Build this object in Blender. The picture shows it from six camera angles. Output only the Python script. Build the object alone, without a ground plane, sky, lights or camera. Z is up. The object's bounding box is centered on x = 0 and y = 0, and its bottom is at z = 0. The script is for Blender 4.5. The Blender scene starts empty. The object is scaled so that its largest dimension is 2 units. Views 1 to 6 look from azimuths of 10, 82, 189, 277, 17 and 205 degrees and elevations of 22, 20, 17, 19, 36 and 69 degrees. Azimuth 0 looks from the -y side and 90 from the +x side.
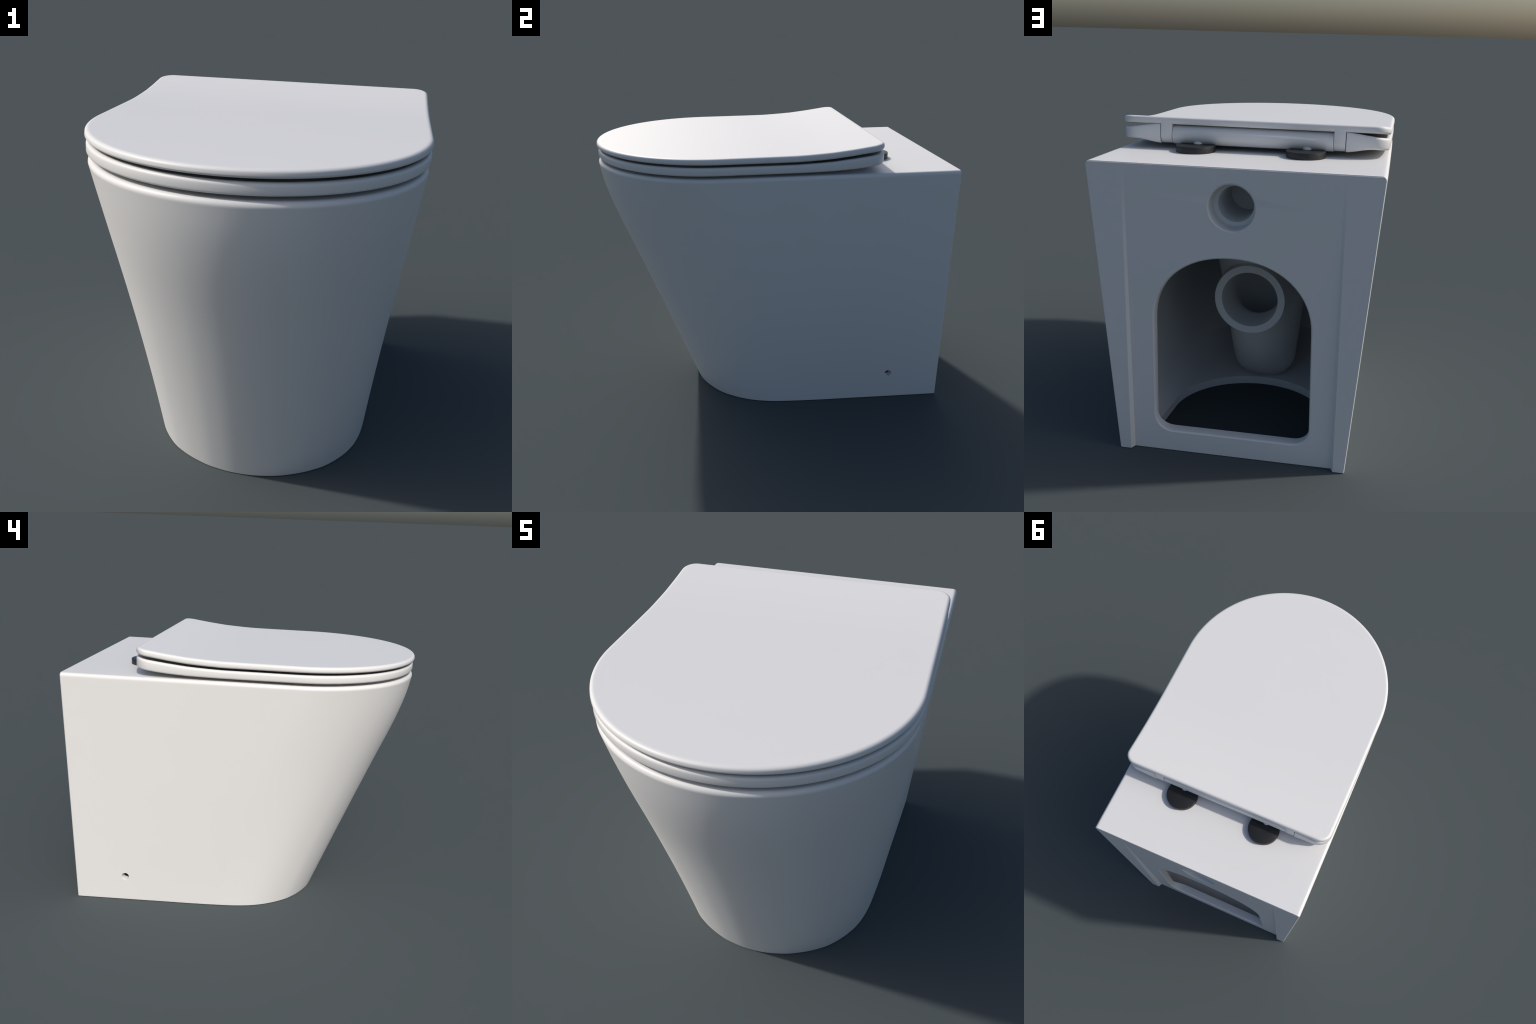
"""Back-to-wall floor-standing toilet: flared ceramic pan with an open service
arch behind, slim seat and soft-bent lid on two black hinge discs."""
import bpy, bmesh
from math import sin, cos, pi, radians, sqrt, hypot

# ------------------------------------------------------------------ materials
def principled(name, colour, rough, spec=0.5, coat=0.0, coat_rough=0.1,
               grain=0.0, grain_scale=40.0, tint=0.0):
    m = bpy.data.materials.new(name)
    m.use_nodes = True
    nt = m.node_tree
    b = nt.nodes["Principled BSDF"]
    b.inputs["Roughness"].default_value = rough
    b.inputs["Specular IOR Level"].default_value = spec
    b.inputs["Coat Weight"].default_value = coat
    b.inputs["Coat Roughness"].default_value = coat_rough
    tc = nt.nodes.new("ShaderNodeTexCoord")
    noise = nt.nodes.new("ShaderNodeTexNoise")
    noise.inputs["Scale"].default_value = 3.0
    noise.inputs["Detail"].default_value = 3.0
    nt.links.new(tc.outputs["Object"], noise.inputs["Vector"])
    ramp = nt.nodes.new("ShaderNodeValToRGB")
    lo = [c * (1.0 - tint) for c in colour]
    ramp.color_ramp.elements[0].position = 0.35
    ramp.color_ramp.elements[1].position = 0.65
    ramp.color_ramp.elements[0].color = (*lo, 1)
    ramp.color_ramp.elements[1].color = (*colour, 1)
    nt.links.new(noise.outputs["Fac"], ramp.inputs["Fac"])
    nt.links.new(ramp.outputs["Color"], b.inputs["Base Color"])
    if grain > 0:
        fine = nt.nodes.new("ShaderNodeTexNoise")
        fine.inputs["Scale"].default_value = grain_scale
        nt.links.new(tc.outputs["Object"], fine.inputs["Vector"])
        bump = nt.nodes.new("ShaderNodeBump")
        bump.inputs["Strength"].default_value = grain
        bump.inputs["Distance"].default_value = 0.002
        nt.links.new(fine.outputs["Fac"], bump.inputs["Height"])
        nt.links.new(bump.outputs["Normal"], b.inputs["Normal"])
    return m

CERAMIC = principled("glazed_ceramic", (0.735, 0.732, 0.728), 0.46, tint=0.006)
PLASTIC = principled("white_seat_plastic", (0.735, 0.732, 0.728), 0.46, tint=0.004)
RUBBER = principled("black_rubber", (0.016, 0.016, 0.017), 0.42, tint=0.15,
                    grain=0.05, grain_scale=60)
PIN = principled("white_pin_plastic", (0.735, 0.732, 0.728), 0.3)

# ------------------------------------------------------------------ helpers
def link(ob):
    bpy.context.scene.collection.objects.link(ob)
    return ob

def mesh_object(name, verts, faces, mat=None, angle=32):
    me = bpy.data.meshes.new(name)
    me.from_pydata([tuple(v) for v in verts], [], faces)
    me.update()
    bm = bmesh.new(); bm.from_mesh(me)
    bmesh.ops.remove_doubles(bm, verts=bm.verts, dist=1e-6)
    bmesh.ops.recalc_face_normals(bm, faces=bm.faces)
    if bm.calc_volume(signed=True) < 0:
        bmesh.ops.reverse_faces(bm, faces=bm.faces)
    bm.to_mesh(me); bm.free()
    if mat: me.materials.append(mat)
    ob = link(bpy.data.objects.new(name, me))
    smooth(ob, angle)
    return ob

def smooth(ob, angle=32):
    me = ob.data
    me.polygons.foreach_set("use_smooth", [True] * len(me.polygons))
    me.set_sharp_from_angle(angle=radians(angle))
    me.update()

def loft(loops, cap_first=True, cap_last=True):
    """Closed loops of equal length -> verts, faces."""
    n = len(loops[0]); verts = [p for l in loops for p in l]; faces = []
    for k in range(len(loops) - 1):
        for i in range(n):
            j = (i + 1) % n
            faces.append((k*n+i, k*n+j, (k+1)*n+j, (k+1)*n+i))
    if cap_first: faces.append(tuple(range(n))[::-1])
    if cap_last: faces.append(tuple((len(loops)-1)*n + i for i in range(n)))
    return verts, faces

def lerp(keys, vals, q):
    if q <= keys[0]: return vals[0]
    for k in range(len(keys) - 1):
        if q <= keys[k+1]:
            f = (q - keys[k]) / (keys[k+1] - keys[k])
            return vals[k] + f * (vals[k+1] - vals[k])
    return vals[-1]

def spline(keys, vals, q):
    """Monotone-ish cubic (finite difference tangents)."""
    n = len(keys)
    m = []
    for i in range(n):
        a, b = max(0, i-1), min(n-1, i+1)
        m.append((vals[b] - vals[a]) / (keys[b] - keys[a]))
    q = min(max(q, keys[0]), keys[-1])
    k = 0
    while k < n - 2 and q > keys[k+1]: k += 1
    h = keys[k+1] - keys[k]; t = (q - keys[k]) / h
    return ((2*t**3-3*t**2+1)*vals[k] + (t**3-2*t**2+t)*h*m[k]
            + (-2*t**3+3*t**2)*vals[k+1] + (t**3-t**2)*h*m[k+1])

def sstep(a, b, x):
    t = min(max((x - a) / (b - a), 0), 1)
    return t * t * (3 - 2 * t)

def offset_open(pts, d):
    """Inset a half outline (front centre -> back corner, interior at -x)."""
    out = []
    n = len(pts)
    for i, (x, y) in enumerate(pts):
        if i == 0: tx, ty = 1.0, 0.0
        else:
            a = pts[i-1]; b = pts[min(i+1, n-1)]
            tx, ty = b[0]-a[0], b[1]-a[1]
            l = hypot(tx, ty); tx /= l; ty /= l
        out.append((x - ty * d, y + tx * d))
    return out

# ------------------------------------------------------------------ pan outline
ZTOP = 1.466
# foot outline (half): front centre round to the back corner
FOOT = [(0, -.458), (.05, -.4555), (.10, -.4475), (.17, -.429), (.25, -.392), (.306, -.357),
        (.361, -.312), (.425, -.231), (.468, -.152), (.494, -.075), (.511, .011), (.5235, .137),
        (.533, .27), (.5425, .459), (.551, .615), (.571, 1.0)]
FOOT_S = [0.0]
for (x0, y0), (x1, y1) in zip(FOOT, FOOT[1:]):
    FOOT_S.append(FOOT_S[-1] + hypot(x1 - x0, y1 - y0))
RIM_HW, RIM_R, RIM_C = .668, .6745, -.32      # rim: round front about (0, RIM_C), near-parallel sides
FOOT_TURN = 1.05                             # foot arc length that meets the end of the rim's round
N1, N2 = 50, 22
SEC = []                                     # (foot x, foot y, rim x, rim y, front, side, diagonal)
for i in range(N1 + N2 + 1):
    if i <= N1:
        p = i / N1
        s_, a_ = FOOT_TURN * p, p * pi / 2
        rx, ry = RIM_HW * sin(a_), RIM_C - RIM_R * cos(a_)
        w_ = (cos(a_) ** 2.3 if i < N1 else 0.0, sin(a_) ** 2, sin(2 * a_))
    else:
        q = (i - N1) / N2
        s_ = FOOT_TURN + (FOOT_S[-1] - FOOT_TURN) * q
        rx, ry = RIM_HW + (.683 - RIM_HW) * q ** .5, RIM_C + (1 - RIM_C) * q
        w_ = (0.0, (1 - q) ** 3, 0.0)
    SEC.append((spline(FOOT_S, [f[0] for f in FOOT], s_), spline(FOOT_S, [f[1] for f in FOOT], s_), rx, ry) + w_)

def half_section(t, inset=0.0, back=1.0):
    """Near-straight rulings from foot to rim; the front swells a little under the rim."""
    swell = spline([0, .3, .6, .8, .9, .96, 1.0], [0, .016, .035, .051, .041, .020, 0], t)
    hollow = 4 * t * (1 - t) * (1.3 - .6 * t)
    pts = []
    for fx, fy, rx, ry, wf, ws, wd in SEC:
        w = t + swell * wf - (.020 * ws + .013 * wd) * hollow
        pts.append((fx + (rx - fx) * w, fy + (ry - fy) * w))
    pts[0] = (0.0, pts[0][1])
    if inset: pts = offset_open(pts, inset)
    pts = [(max(x, 0), min(y, back)) for x, y in pts]
    pts[-1] = (pts[-1][0], back)
    return pts

def back_depth(z):
    return .027 * max(0.0, 1 - z / 1.42)

def body_loop(z, t, inset):
    h = half_section(t, inset)
    d = back_depth(z)
    xb, yb = h[-1]
    bev = .004
    h = h[:-1] + [(xb - .0006, yb - bev), (xb - bev, yb)]
    back = [(.514, 1.0), (.501, 1.0 - d)]
    half = h + back
    loop = [(x, y, z) for x, y in half] + [(-x, y, z) for x, y in reversed(half[1:])]
    return loop

levels = [(0.0, 0.0, .0012), (.0015, .0015 / 1.446, 0.0), (.006, .006 / 1.446, 0.0), (.014, .014 / 1.446, 0.0)]
NZ = 26
for k in range(1, NZ + 1):
    z = 1.446 * k / NZ
    levels.append((z, z / 1.446, 0.0))
levels[-1:] = [(1.440, 1.440 / 1.446, 0.0), (1.446, 1.0, 0.0)]   # holds the wall flat up to the rim
RIM = .018
for k in range(1, 8):
    a = pi / 2 * k / 7
    levels.append((1.446 + (ZTOP - 1.446) * sin(a), 1.0, RIM * (1 - cos(a))))
levels.append((ZTOP, 1.0, RIM + .012))
loops = [body_loop(*l) for l in levels]
# slight easing of the upper back edge
for l, (z, t, i) in zip(loops, levels):
    if z > ZTOP - .004:
        for q, p in enumerate(l):
            if p[1] > .99: l[q] = (p[0], min(p[1], .998), p[2])
v, f = loft(loops)
body = mesh_object("ceramic_pan", v, f, CERAMIC)

# ------------------------------------------------------------------ cutters
def cutter(name, loops):
    v, f = loft(loops)
    return mesh_object(name, v, f)

# inner cavity: oval floor hole with a lip, opening out to a wall-following hollow
def lip_half():
    pts = []
    for i in range(N1 + 1):
        th = pi / 2 * i / N1
        pts.append((.424 * sin(th), .56 - .396 * cos(th)))
    for i in range(1, N2 + 1):
        y = .56 + .255 * i / N2
        pts.append((.424 + .016 * i / N2, y))
    return pts

def closed(half, z):
    return [(x, y, z) for x, y in half] + [(-x, y, z) for x, y in reversed(half[1:])]

CAV_BACK = .938
def cavity_half(z):
    """Follows the outer wall at a constant thickness, with well rounded rear corners."""
    h = half_section(z / 1.446, .049, CAV_BACK)
    front, side = h[:N1 + 1], h[N1:]
    j = front[-1][1]
    pts = list(front)
    for i in range(1, N2 + 1):
        y = j + (CAV_BACK - j) * (1 - (1 - i / N2) ** 1.7)
        x = lerp([p[1] for p in side], [p[0] for p in side], y)
        k = max(0.0, (y - .72) / (CAV_BACK - .72))
        xe = min(x, .455)
        pts.append((xe + (x - xe) * sqrt(max(0.0, 1 - k * k)), y))
    return pts

def blend(h0, h1, k):
    return [(a[0] + (b[0]-a[0])*k, a[1] + (b[1]-a[1])*k) for a, b in zip(h0, h1)]

cav = [closed(lip_half(), -.05), closed(lip_half(), .047)]
wide = cavity_half(.19)
for k in range(1, 7):
    a = pi / 2 * k / 6
    cav.append(closed(blend(lip_half(), wide, sin(a)), .047 + .14 * (1 - cos(a))))
for z in (.3, .5, .7, .9, 1.0):
    cav.append(closed(cavity_half(z), z))
top = cavity_half(1.0)
ctr = (0.0, .35)
cav.append(closed([(x*.94, ctr[1] + (y-ctr[1])*.94) for x, y in top], 1.05))
cav.append(closed([(x*.8, ctr[1] + (y-ctr[1])*.8) for x, y in top], 1.075))
cuts = [cutter("cut_cavity", cav)]

# service arch in the back panel
def arch_half(grow):
    """bottom centre -> right side -> crown, in x,z."""
    w, zb, r = .386 + grow, .111 - grow, .085 + grow
    pts = [(0, zb)]
    for i in range(9):
        a = pi / 2 * i / 8
        pts.append((w - r + r * sin(a), zb + r - r * cos(a)))
    for z in (.35, .5, .62): pts.append((w + (z-.2)*-.012, z))
    zc, ztop, ww = .70, 1.042 + grow, w - .006
    for i in range(0, 17):
        a = pi / 2 * i / 16
        e = 2 / 2.15
        pts.append((ww * max(cos(a), 0) ** e, zc + (ztop - zc) * sin(a) ** e))
    pts[-1] = (0, ztop)
    return pts

def arch_loop(y, grow):
    h = arch_half(grow)
    return [(x, y, z) for x, z in h] + [(-x, y, z) for x, z in reversed(h[1:-1])]

def mouth(z): return 1.0 - back_depth(z)
# fillet follows the slightly leaning recessed panel
def lean(loop, dy):
    return [(x, mouth(z) + dy, z) for x, y, z in loop]
al = [arch_loop(.86, 0.0)]
for k in range(5):
    a = pi / 2 * k / 4
    r = .012
    al.append(lean(arch_loop(0, r * (1 - cos(a))), -r + .0012 + r * sin(a)))
al.append(lean(arch_loop(0, .013), .06))
cuts.append(cutter("cut_arch", al))

def revolve_y(profile, cx, cz, n=64):
    return [[(cx + r * cos(2*pi*i/n), y, cz + r * sin(2*pi*i/n)) for i in range(n)]
            for y, r in profile]

yin = mouth(1.282)
prof = [(1.06, .117)] + [(yin + .001 - .010 + .010 * cos(pi/2*k/4), .117 - .010 * sin(pi/2*k/4)) for k in range(0, 5)]
prof += [(.905, .105), (.900, .102), (.899, .086), (.893, .084), (.64, .083)]
cuts.append(cutter("cut_inlet", revolve_y(prof, 0.0, 1.282)))

# screw holes through the lower side walls
def revolve_x(profile, sgn, cy, cz, n=40):
    return [[(sgn * x, cy + r * cos(2*pi*i/n), cz + r * sin(2*pi*i/n)) for i in range(n)]
            for x, r in profile]
xw = .5695
for sgn in (1, -1):
    p = [(.40, .0215), (xw - .006, .0215), (xw - .003, .0222), (xw - .001, .0235), (xw + .03, .040)]
    cuts.append(cutter("cut_screw", revolve_x(p, sgn, .686, .167)))

# bowl under the seat
def oval(z, a, yf, yb, n=72):
    cy, b = (yf + yb) / 2, (yb - yf) / 2
    return [(a * sin(2*pi*i/n), cy - b * cos(2*pi*i/n), z) for i in range(n)]
bowl = [oval(1.52, .50, -.855, .27), oval(1.455, .49, -.845, .26), oval(1.43, .482, -.835, .252),
        oval(1.36, .47, -.82, .24), oval(1.25, .40, -.72, .2), oval(1.17, .28, -.5, .12), oval(1.14, .14, -.3, 0.0)]
cuts.append(cutter("cut_bowl", bowl))

def apply_modifiers(ob):
    dg = bpy.context.evaluated_depsgraph_get()
    me = bpy.data.meshes.new_from_object(ob.evaluated_get(dg))
    ob.modifiers.clear(); old = ob.data; ob.data = me
    me.name = ob.name
    bpy.data.meshes.remove(old)

for c in cuts:
    m = body.modifiers.new("cut", "BOOLEAN")
    m.operation = "DIFFERENCE"; m.solver = "EXACT"; m.object = c
bpy.context.view_layer.update()
apply_modifiers(body)
for c in cuts:
    me = c.data; bpy.data.objects.remove(c); bpy.data.meshes.remove(me)
body.data.materials.clear(); body.data.materials.append(CERAMIC)
smooth(body, 28)
# crisp borders of the leaning recessed back panel
sharp = body.data.attributes.get("sharp_edge") or body.data.attributes.new("sharp_edge", "BOOLEAN", "EDGE")
co = [v.co for v in body.data.vertices]
for e in body.data.edges:
    a, b = (co[i] for i in e.vertices)
    if min(a.y, b.y) > .96:
        for xs in (.514, .501):
            if abs(abs(a.x) - xs) < .0015 and abs(abs(b.x) - xs) < .0015:
                sharp.data[e.index].value = True

# ------------------------------------------------------------------ trap and outlet
def ring(c, ax, r, n=48):
    """Circle about centre c, normal in the y-z plane at angle ax from +y."""
    up = (0, -sin(ax), cos(ax))
    return [(c[0] + r * cos(2*pi*i/n), c[1] + r * sin(2*pi*i/n) * up[1], c[2] + r * sin(2*pi*i/n) * up[2])
            for i in range(n)]
OZ = .692
outer = [ring((0, y, OZ), 0, r) for y, r in ((.02, .25), (.20, .225), (.40, .195), (.564, .189), (.568, .1885), (.570, .187))]
inner = [ring((0, y, OZ), 0, r) for y, r in ((.570, .151), (.568, .1495), (.564, .149), (.47, .147))]
RB = .30                                   # the bore turns down into the trap
for k in range(0, 13):
    a = pi / 2 * k / 12
    inner.append(ring((0, .42 - RB * sin(a), OZ - RB + RB * cos(a)), a, .143 - .012 * k / 12))
inner += [ring((0, .10, .22), pi / 2, .125), ring((0, .08, .14), pi / 2, .09)]
v, f = loft(outer)
outlet = mesh_object("cut_pipe", v, f)
mouth_rings = [ring((0, .62, OZ), 0, .151)]
v, f = loft(mouth_rings + inner)
bore = mesh_object("cut_bore", v, f)
# hanging trap bulb, round bottomed
tr = []
for k in range(0, 9):
    a = pi / 2 * k / 8
    tr.append((.035 + .16 * (1 - cos(a)), max(.186 * sin(a) ** .85, .004)))
tr += [(.30, .198), (.45, .215), (.6, .236), (.75, .26), (.95, .30), (1.08, .33)]
v, f = loft([[(r * cos(2*pi*i/64), .08 + (.6 + 1.0 * min(1, z / .35)) * r * sin(2*pi*i/64), z) for i in range(64)] for z, r in tr])
trap = mesh_object("outlet_trap", v, f, CERAMIC)
for op, c in (("UNION", outlet), ("DIFFERENCE", bore)):
    m = trap.modifiers.new("cut", "BOOLEAN")
    m.operation = op; m.solver = "EXACT"; m.object = c
bpy.context.view_layer.update()
apply_modifiers(trap)
for c in (outlet, bore):
    me = c.data; bpy.data.objects.remove(c); bpy.data.meshes.remove(me)
trap.data.materials.clear(); trap.data.materials.append(CERAMIC)
smooth(trap, 30)

# ------------------------------------------------------------------ seat and lid plates
LC = -.32
def plate_half(rx, r, half_w_back, y_back, corner, n_front=48, back_xs=()):
    """Round front of radius r about (0, LC), near-straight sides, rounded rear corner."""
    pts = [(rx * sin(pi/2*i/n_front), LC - r * cos(pi/2*i/n_front)) for i in range(n_front + 1)]
    y0, y1 = LC, y_back - corner
    ys = [-.22, -.12, -.02, .085, .15, .22, .285, .34, .39, .44]
    for y in ys:
        if y < y1 - .005:
            pts.append((rx + (half_w_back - rx) * (y - y0) / (y1 - y0), y))
    for i in range(0, 11):
        a = pi / 2 * i / 10
        pts.append((half_w_back - corner + corner * cos(a), y1 + corner * sin(a)))
    pts += [(x, y_back) for x in back_xs]
    return pts

def inset_plate(pts, d):
    return offset_open(pts, d)

def bend(y):
    """Rise of lid and seat towards the hinge."""
    return lerp([.03, .085, .185, .285, .40, .50, .60], [0, .0005, .0042, .0110, .0240, .0380, .0535], y)

def plate(name, half, levels, ztop, zbot, mat, inner=None, notch=None):
    """levels: (height fraction marker, inset, kind) from the bottom edge to the top edge."""
    loops = []
    for kind, dz, ins in levels:
        h = inset_plate(half, ins)
        base = zbot if kind == 'b' else ztop
        loop = []
        for x, y in h + [(-x, y) for x, y in reversed(h[1:])]:
            z = base(x, y) + dz
            if notch and abs(x) < notch[0]: y = min(y, notch[1])
            loop.append((x, y, z))
        loops.append(loop)
    n = len(loops[0]); m = len(half)
    verts, faces = loft(loops, False, False)
    if inner is None:
        for base, flip in ((0, True), ((len(loops)-1)*n, False)):
            # strips across x between mirrored points
            for i in range(m - 1):
                a, b = base + i, base + i + 1
                c = base + (n - i - 1 if i else 0); c = base + ((n - i) % n)
                d = base + (n - i - 1)
                q = (a, b, d) if i == 0 else (a, b, d, c)
                faces.append(q[::-1] if flip else q)
    else:
        # seat ring: inner loops joined to both ends
        ilo = []
        for kind, dz, k in inner['levels']:
            base = zbot if kind == 'b' else ztop
            lp = []
            for (x, y) in inner['pts'](k):
                lp.append((x, y, base(x, y) + dz))
            ilo.append(lp)
        off = len(verts)
        v2, f2 = loft(ilo, False, False)
        verts += v2; faces += [tuple(i + off for i in q) for q in f2]
        last = (len(loops) - 1) * n; ilast = off + (len(ilo) - 1) * n
        for i in range(n):
            j = (i + 1) % n
            faces.append((last+i, last+j, off+j, off+i))
            faces.append((i, j, ilast+j, ilast+i))
    return mesh_object(name, verts, faces, mat, 50)

# --- lid
LID_TOP, LID_BOT = 1.5785, 1.542
lid_half = plate_half(.6755, .680, .675, .5745, .07)
lid_levels = [('b', .014, .06), ('b', .012, .03), ('b', .002, .020), ('b', .0, .011), ('b', .0005, .008), ('b', .003, .004), ('b', .0075, .0008), ('b', .0095, .0),
              ('t', -.0155, .0008), ('t', -.013, .0010)]
for k in range(1, 7):
    a = pi / 2 * k / 6
    lid_levels.append(('t', -.013 + .013 * sin(a), .0010 + .017 * (1 - cos(a))))
lid_levels += [('t', 0.0, .021), ('t', 0.0, .04)]
lid = plate("lid", lid_half, lid_levels,
            lambda x, y: LID_TOP + bend(y) - .0048 * max(0, .25 - y), lambda x, y: LID_BOT + bend(y), PLASTIC)

# --- seat ring
SEAT_TOP, SEAT_BOT = 1.5280, 1.483
seat_half = plate_half(.6735, .6725, .674, .578, .085,
                       back_xs=(.57, .55, .53, .51, .49, .478, .4662, .4648, .43, .38, .25, .12, .03))
def seat_bulge(x, y):
    return (1 - sstep(.46, .60, abs(x))) * sstep(.42, .54, y)
def seat_top(x, y):
    return SEAT_TOP + bend(y) * .90 + .021 * (1 - sstep(.44, .66, abs(x))) * sstep(.42, .54, y)
def seat_bot(x, y):
    b = lerp([.0, .14, .28, .417, .497, .6], [0, .0003, .003, .011, .0205, .034], y)
    return SEAT_BOT + b - .018 * seat_bulge(x, y)
NL = 2 * len(seat_half) - 1
def seat_hole(k):
    pts = []
    outer_loop = seat_half + [(-x, y) for x, y in reversed(seat_half[1:])]
    for i, (x, y) in enumerate(outer_loop):
        # matched by share of the outline
        s = 2 * pi * i / len(outer_loop)
        pts.append(((.44 - k) * sin(s), -.31 - (.50 - k) * cos(s)))
    return pts
seat_levels = [('b', .009, .06), ('b', .007, .028), ('b', .001, .018), ('b', .0, .010), ('b', .0005, .007), ('b', .003, .0035), ('b', .007, .0008), ('b', .009, .0),
               ('t', -.0145, .0003), ('t', -.012, .0005)]
for k in range(1, 6):
    a = pi / 2 * k / 5
    seat_levels.append(('t', -.012 + .012 * sin(a), .0005 + .014 * (1 - cos(a))))
seat_levels += [('t', 0.0, .018), ('t', -.001, .026), ('t', -.010, .042)]
seat = plate("seat", seat_half, seat_levels, seat_top, seat_bot, PLASTIC, notch=(.4655, .53),
             inner={'levels': [('t', -.020, -.02), ('t', -.021, -.008), ('t', -.024, 0.0), ('b', .010, 0.0), ('b', .008, -.01)],
                    'pts': seat_hole})

# --- hinge barrel across the seat back
def bar(name, x0, x1, profile, mat, angle=40):
    """Extrude a y-z profile from x0 to x1 with eased ends."""
    cy = sum(p[0] for p in profile) / len(profile); cz = sum(p[1] for p in profile) / len(profile)
    def lp(x, s): return [(x, cy + (y-cy)*s, cz + (z-cz)*s) for y, z in profile]
    e = .0025
    sgn = 1 if x1 > x0 else -1
    v, f = loft([lp(x0, .975), lp(x0 + sgn*e, 1), lp(x1 - sgn*e, 1), lp(x1, .975)])
    return mesh_object(name, v, f, mat, angle)

BY, BZ, BR = .5315, 1.5375, .0478
circle = [(BY + BR * cos(2*pi*i/56), BZ + BR * sin(2*pi*i/56)) for i in range(56)]
barrel = bar("hinge_barrel", -.4045, .4045, circle, PLASTIC)

# --- lid tabs that drop round the barrel ends
tab_prof = []
for i in range(17):
    a = -pi * i / 16                      # under side of the barrel, back to front
    tab_prof.append((BY + .001 + (BR + .0005) * cos(a), BZ - .0005 + (BR - .004) * sin(a)))
tab_prof += [(BY - BR, 1.585), (.545, 1.606), (.5748, 1.606), (.5755, 1.585), (.5785, 1.562)]
tabs = []
for x0, x1 in ((.4065, .4625), (-.4625, -.4065)):
    tabs.append(bar("hinge_tab", x0, x1, tab_prof, PLASTIC))

# --- black mounting discs with a white pin
def puck(name):
    R, h = .097, .0325
    prof = [(0.0, .03), (0.0, R - .002), (.002, R), (h - .0025, R), (h - .0008, R - .0008), (h, R - .003), (h, .03)]
    loops = [[(r * cos(2*pi*i/72), r * sin(2*pi*i/72), z) for i in range(72)] for z, r in prof]
    v, f = loft(loops)
    return mesh_object(name, v, f, RUBBER, 40)

def pin(name):
    prof = [(0, .023), (.006, .022), (.0105, .018), (.013, .010), (.0135, .003)]
    loops = [[(r * cos(2*pi*i/32), r * sin(2*pi*i/32), z) for i in range(32)] for z, r in prof]
    v, f = loft(loops)
    return mesh_object(name, v, f, PIN, 60)

disc = puck("mounting_disc")
disc2 = link(disc.copy())
pn = pin("hinge_pin"); pn2 = link(pn.copy())
for d, p, x in ((disc, pn, .276), (disc2, pn2, -.276)):
    d.location = (x, .602, ZTOP)
    p.parent = d
    p.location = (0, -.047, .0320)

# ------------------------------------------------------------------ assembly
root = link(bpy.data.objects.new("toilet", None))
root["label"] = "white back-to-wall toilet with slim closed lid and black hinge discs"
root["category"] = "toilet"
for ob in (body, seat, lid, disc, disc2):
    ob.parent = root
trap.parent = body
barrel.parent = seat
for t in tabs: t.parent = lid
